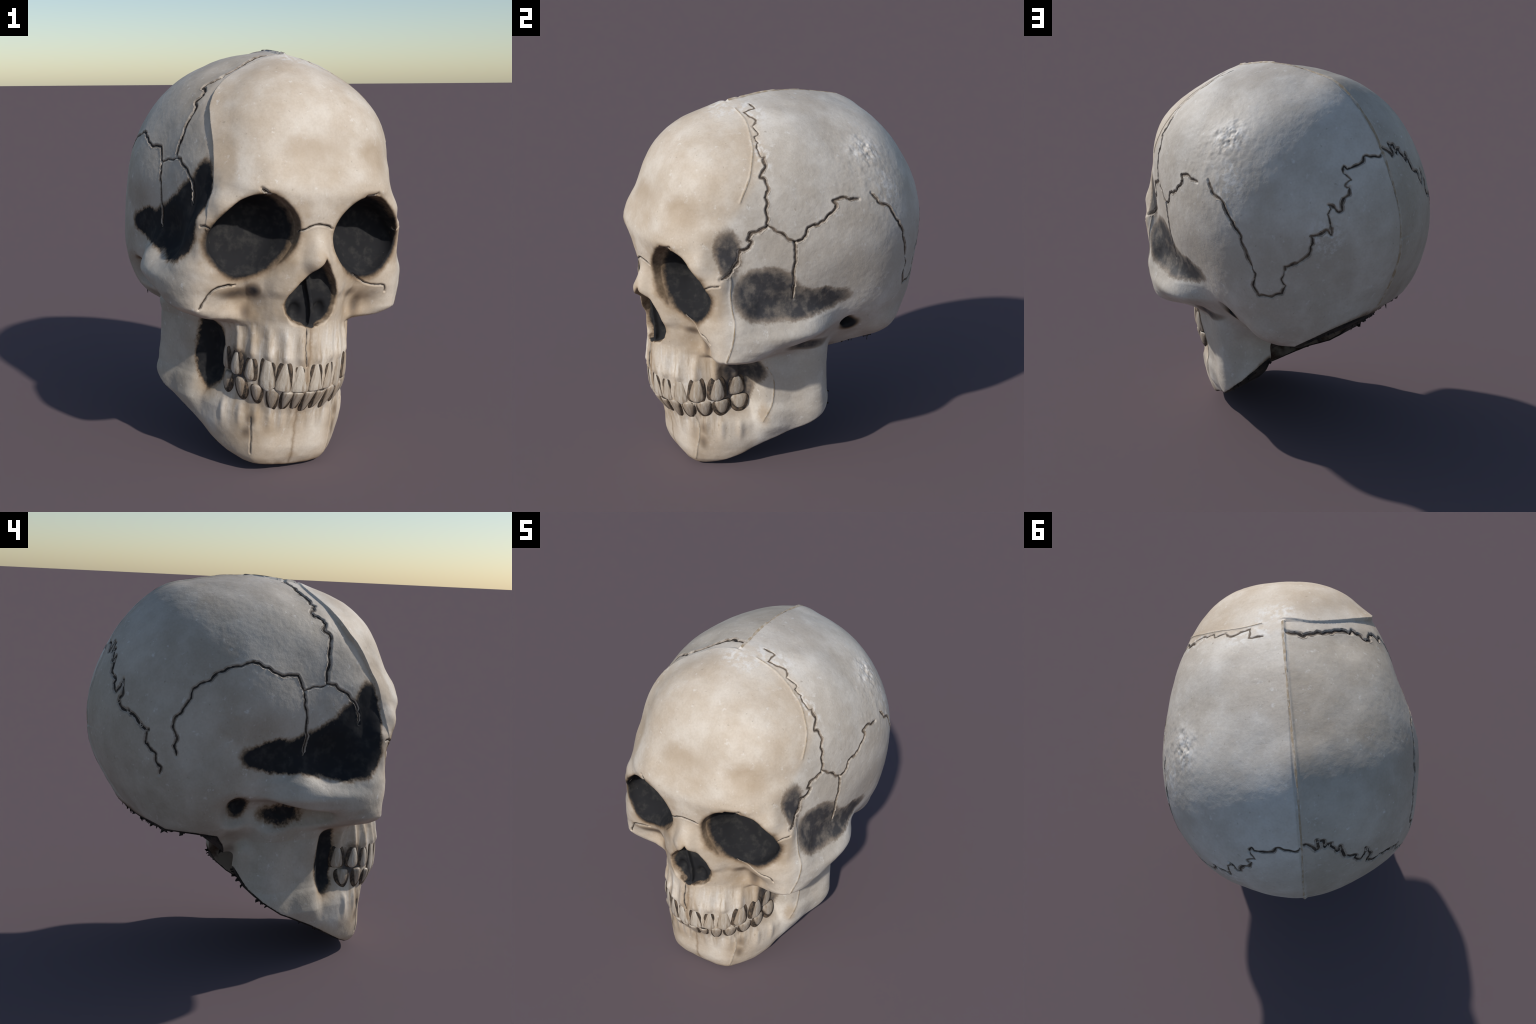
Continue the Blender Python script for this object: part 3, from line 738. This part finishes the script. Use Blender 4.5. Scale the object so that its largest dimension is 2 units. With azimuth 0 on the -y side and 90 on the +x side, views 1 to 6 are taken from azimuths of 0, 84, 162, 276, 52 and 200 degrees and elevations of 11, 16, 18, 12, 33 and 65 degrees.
cen = verts[quads].mean(1); cx, cy, cz = cen.T
outer = in_chunks(vault, cen)
dd = cen-CASE_CENTRE
c_az = np.degrees(np.arctan2(dd[:, 0], -dd[:, 1])) % 360; c_el = np.degrees(np.arctan2(dd[:, 2], np.hypot(dd[:, 0], dd[:, 1])))
c_th = np.degrees(np.arctan2(np.abs(cx), -(cy-FACE_AXIS_Y)))
fold = np.where(c_az > 180, 360-c_az, c_az)
squamous = np.interp(fold, [0, 40, 55, 65, 75, 90, 103, 115, 123, 134, 180], [14, 12, 14, 6, 13, 22, 22, 8, -10, -16, -16])
lambdoid = np.interp(fold, [128, 134, 146, 154, 162, 180], [-40, -12, -2, 6, 17, 25])
plate_y = np.interp(cz, [1.2, 1.41, 1.49, 1.58, 1.68, 1.75, 1.83, 1.91, 1.98], [-.55, -.56, -.518, -.455, -.407, -.374, -.33, -.286, -.27])
tear_gap = cz-in_chunks(lambda x, y, z: tear_height(x, y), cen)

label = np.full(len(quads), 'parietal_bone', dtype=object)
label[c_el < squamous] = 'temporal_bone'
label[(fold > 128) & (c_el < lambdoid)] = 'occipital_bone'
label[(cy < plate_y) & (cz > 1.18)] = 'frontal_bone'
label[(c_th > 44) & (c_th < 100) & (cz > .70) & (cz <= 1.18) & (cy < -.20)] = 'cheek_bone'
label[(c_th <= 44) & (cz <= 1.20) & (cz > .44) & (cy < -.3)] = 'upper_jaw'
label[(c_th <= 82) & (cz <= .72) & (cz > .44) & (cy < -.3)] = 'upper_jaw'
label[(np.abs(cx) < .085) & (cz > 1.0) & (cz < 1.205) & (cy < -.70)] = 'nasal_bone'
label[(cz <= .44) & (cy < .12)] = 'lower_jaw'
label[(cz <= .74) & (c_th > 82) & (cy < .09) & (np.abs(cx) > .28)] = 'lower_jaw'
label[(in_chunks(lambda x, y, z: orbit_section(x, z), cen) < .01) & (outer < -.012) & (cy < -.4) & (cz > .9) & (cz < 1.36)] = 'eye_socket'
label[(in_chunks(lambda x, y, z: nose_section(x, z), cen) < .004) & (outer < -.008) & (cy < -.5)] = 'nasal_cavity'
label[(outer < -.014) & (cz < .66) & (np.abs(cx) < .31) & (cy > -.70) & (cy < .4) & (tear_gap > .0) & (label != 'nasal_cavity')] = 'jaw_hollow'
label[tear_gap < .010] = 'base_cap'  # added cap closing the open bottom of the shell
paired = {'parietal_bone', 'temporal_bone', 'cheek_bone', 'eye_socket'}

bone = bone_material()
base_dark = plain_material('dark_underside', (.012, .011, .010), (.050, .038, .030), 12, .8)  # dark cap colour stands for the unlit inside; also on the rags
inner_rust = plain_material('inner_jaw_rust', (.075, .040, .026), (.30, .25, .20), 7, .75, .2, .38, .62)
parts = {}
for name in sorted(set(label)):
    for side in ((1, -1) if name in paired else (0,)):
        pick = (label == name) & ((cx*side >= 0) if side > 0 else (cx < 0) if side < 0 else True)
        f = quads[pick]
        if not len(f): continue
        used, inv = np.unique(f, return_inverse=True)
        me = raw_mesh(name, verts[used], inv.reshape(-1, 4))
        me.materials.append({'base_cap': base_dark, 'jaw_hollow': inner_rust}.get(name, bone))
        me.normals_split_custom_set_from_vertices(vert_n[used].astype(np.float32).tolist())
        parts[name, side] = add(name, me)

# ---- sutures: dark fillings that lie in the grooves ----------------------
suture_dark = plain_material('suture_dirt', (.032, .026, .022), (.115, .085, .062), 26, .75, lo=.42, hi=.70)
suture_brown = plain_material('suture_brown', (.060, .046, .036), (.23, .175, .13), 22, .75, lo=.40, hi=.70)
suture_edge = plain_material('suture_stain', (.22, .175, .13), (.42, .36, .30), 30, .65, lo=.3, hi=.6)
seam_tan = plain_material('seam_tan', (.40, .31, .21), (.56, .49, .41), 25, .6)

def normals_at(p):
    g = gradient(skull, p, .005); return g/np.maximum(np.linalg.norm(g, axis=1), 1e-6)[:, None]

def ribbon(path, half, across, lift):
    """Strip of surface along a path; 'across' are offsets in units of the half width."""
    n = normals_at(path); t = np.gradient(path, axis=0); t /= np.maximum(np.linalg.norm(t, axis=1), 1e-9)[:, None]
    for _ in range(2): t[1:-1] = (t[:-2]+2*t[1:-1]+t[2:])/4
    s = np.cross(n, t); s /= np.maximum(np.linalg.norm(s, axis=1), 1e-9)[:, None]
    m = len(across); pts = np.concatenate([path+s*(half*k)[:, None] for k in across])
    pts = seat(skull, pts); nn = normals_at(pts)
    pts = pts+nn*(relief(pts, nn)+lift)[:, None]
    k = len(path); i = np.arange(k-1)
    f = np.concatenate([np.stack([j*k+i, j*k+i+1, (j+1)*k+i+1, (j+1)*k+i], 1) for j in range(m-1)])
    # a downward skirt gives the filling depth
    return pts, f, np.repeat(np.arange(m-1), k-1)

for path, w, depth in GROOVES:
    k = len(path); ends = np.minimum(np.arange(k), np.arange(k)[::-1])
    half = w*(1+0.45*noise(path, 70)+0.25*noise(path, 160))*np.clip(.25+ends/5, 0, 1)
    pts, f, strip = ribbon(path, half, (-2.1, -1, -.45, .0, .45, 1, 2.1), .0016)
    me = raw_mesh('suture', pts, f)
    me.materials.append(suture_brown if path[:, 0].mean() > .12 and path[:, 1].mean() > -.5 else suture_dark); me.materials.append(suture_edge)
    me.polygons.foreach_set('material_index', np.isin(strip, (0, 5)).astype(np.int32))
    add('suture', me)
for i, path in enumerate(SEAM_PATHS):
    half = np.full(len(path), .0042 if i == 0 else .0028)*(1+.5*noise(path, 40))
    if i == 0: path = path+np.array([.006, 0, 0])
    pts, f, _ = ribbon(path, half, (-1, 0, 1), .0010)
    me = raw_mesh('seam_line', pts, f); me.materials.append(seam_tan); add('seam_line', me)

# ---- teeth ---------------------------------------------------------------
enamel, enamel_low = tooth_material('tooth_enamel', .08), tooth_material('stained_enamel', .42)
backing_dark = plain_material('tooth_backing_dark', (.034, .027, .022), (.15, .105, .070), 5, .75)
TOOTH_FORMS = {  # squareness of the crown, width at the gum, bulge, point of the tip
    'incisor': (.28, .16, .10, .00), 'canine': (.42, .18, .20, .08), 'premolar': (.40, .34, .20, .03), 'molar': (.36, .50, .15, .00),
    'socket': (.30, .62, .22, .00)}  # dark solid added behind each tooth, not an opening

def tooth_mesh(kind):
    sq, gum, bulge, point = TOOTH_FORMS[kind]; nu, nv = 28, 22
    v = []
    for j in range(nv+1):
        ph = -math.pi/2+math.pi*j/nv
        for i in range(nu):
            th = 2*math.pi*i/nu
            pw = lambda q, e: math.copysign(abs(q)**e, q)
            cz_ = pw(math.sin(ph), .85 if ph > 0 else .55)*.5; cr = pw(math.cos(ph), sq if ph < 0 else .75)
            t = cz_+.5                                           # 0 tip, 1 gum
            wide = 1-(1-gum)*t**1.15+bulge*.4*math.sin(math.pi*t)
            x = pw(math.cos(th), .8)*cr*.5*wide; y = pw(math.sin(th), .8)*cr*.5*(1-.25*t+bulge*math.sin(math.pi*t)*.6)
            if kind in ('premolar', 'molar'): y -= .05*math.cos(x*9)*(1-t)
            cz_ -= point*math.exp(-(x/.2)**2)*(1-t)**3
            v.append((x, y, cz_))
    f = [(j*nu+i, j*nu+(i+1) % nu, (j+1)*nu+(i+1) % nu, (j+1)*nu+i) for j in range(nv) for i in range(nu)]
    return raw_mesh('tooth' if kind != 'socket' else 'tooth_backing', v, f)

def with_material(me, mat):
    me = me.copy(); me.materials.append(mat); return me

def arch_point(angle, z):
    r = float(lookup(FACE_T, np.array([(z-FACE_Z0)/FACE_DZ]), np.array([abs(angle)]))[0])
    t = math.radians(angle); x = r*math.sin(t)
    if x < 0: x *= float(right_factor(np.array([z]))[0])
    return np.array([x, FACE_AXIS_Y-r*math.cos(t), z])

blanks = {k: tooth_mesh(k) for k in TOOTH_FORMS}
crowns = {(k, low): with_material(me, enamel_low if low else enamel) for k, me in blanks.items() if k != 'socket' for low in (False, True)}
socket = with_material(blanks['socket'], backing_dark)
pick = random.Random(3)
jaw_up, jaw_low = parts['upper_jaw', 0], parts['lower_jaw', 0]
for jaw, row in ((jaw_up, UPPER_TEETH), (jaw_low, LOWER_TEETH)):
    for angle, tip, gum, width, kind in row:
        a, b = arch_point(angle, tip), arch_point(angle, gum)
        along = arch_point(angle+2, (tip+gum)/2)-arch_point(angle-2, (tip+gum)/2)
        up = b-a; length = np.linalg.norm(up); up /= length
        along -= up*(along@up); along /= np.linalg.norm(along)
        outw = np.cross(up, along)
        if outw@np.array([math.sin(math.radians(angle)), -math.cos(math.radians(angle)), 0]) < 0: along, outw = -along, -outw
        roll = pick.uniform(-.10, .10); al = along*math.cos(roll)+up*math.sin(roll); u2 = up*math.cos(roll)-along*math.sin(roll)
        mid = (a+b)/2-outw*.004+outw*pick.uniform(-.003, .002)
        deep = .044 if kind in ('premolar', 'molar') else .036
        def frame(o, sx, sy, sz):
            return Matrix(((al[0]*sx, -outw[0]*sy, u2[0]*sz, o[0]), (al[1]*sx, -outw[1]*sy, u2[1]*sz, o[1]), (al[2]*sx, -outw[2]*sy, u2[2]*sz, o[2]), (0, 0, 0, 1)))
        k = pick.uniform(.94, 1.14)
        add('tooth', crowns[kind, jaw is jaw_low], jaw, frame(mid, width*k, deep, length*pick.uniform(.95, 1.02)))
        wide = 1.12 if abs(angle) < 30 else 1.18
        add('tooth_backing', socket, jaw, frame(mid-outw*.0050+u2*.008, width*wide, deep, length*1.15))  # added dark body, showing only as an outline round the tooth

# ---- torn rim --------------------------------------------------------------
rim_gap = verts[:, 2]-in_chunks(lambda x, y, z: tear_height(x, y), verts)
rim = verts[(np.abs(rim_gap) < .008) & (np.abs(in_chunks(vault, verts)) < .016)]
ang = np.arctan2(rim[:, 0], rim[:, 1]-.0); rim = rim[np.argsort(ang)]
rnd = np.random.default_rng(11); sv, sf = [], []
for i in rnd.choice(len(rim), 150, replace=False):
    p = rim[i]
    back = float(np.clip((p[1]+.15)/.4, 0, 1))
    if rnd.random() > .30+.70*back: continue
    out = np.array([p[0], p[1]-.1, 0]); out /= max(np.linalg.norm(out), 1e-6)
    tan = np.array([-out[1], out[0], rnd.normal()*.35]); tan /= np.linalg.norm(tan)
    L = (.004+.016*back)*rnd.uniform(.1, 1.2); W = rnd.uniform(.008, .030)*(.4+.6*back)
    base = p-out*.006+np.array([0, 0, .008]); th = out*.0022; k = len(sv); m = rnd.integers(3, 6)
    # a rag: straight along the rim, ragged below
    top = [base+tan*W*(2*q/(m-1)-1) for q in range(m)]
    low = [t+np.array([0, 0, -L*rnd.uniform(.2, 1.0)-.006])+tan*rnd.normal()*W*.3+out*rnd.normal()*L*.25 for t in top]
    for o in (th, -th):
        sv += [t+o for t in top]+[t+o*.4 for t in low]
    for q in range(m-1):
        for off, flip in ((0, 1), (2*m, -1)):
            sf.append((k+off+q, k+off+q+1, k+off+m+q+1, k+off+m+q)[::flip])
        sf.append((k+m+q, k+m+q+1, k+3*m+q+1, k+3*m+q))
me = raw_mesh('torn_edge', np.array(sv), np.array(sf), False); me.materials.append(base_dark)
ob = add('torn_edge', me); ob['kind'] = 'stuff'
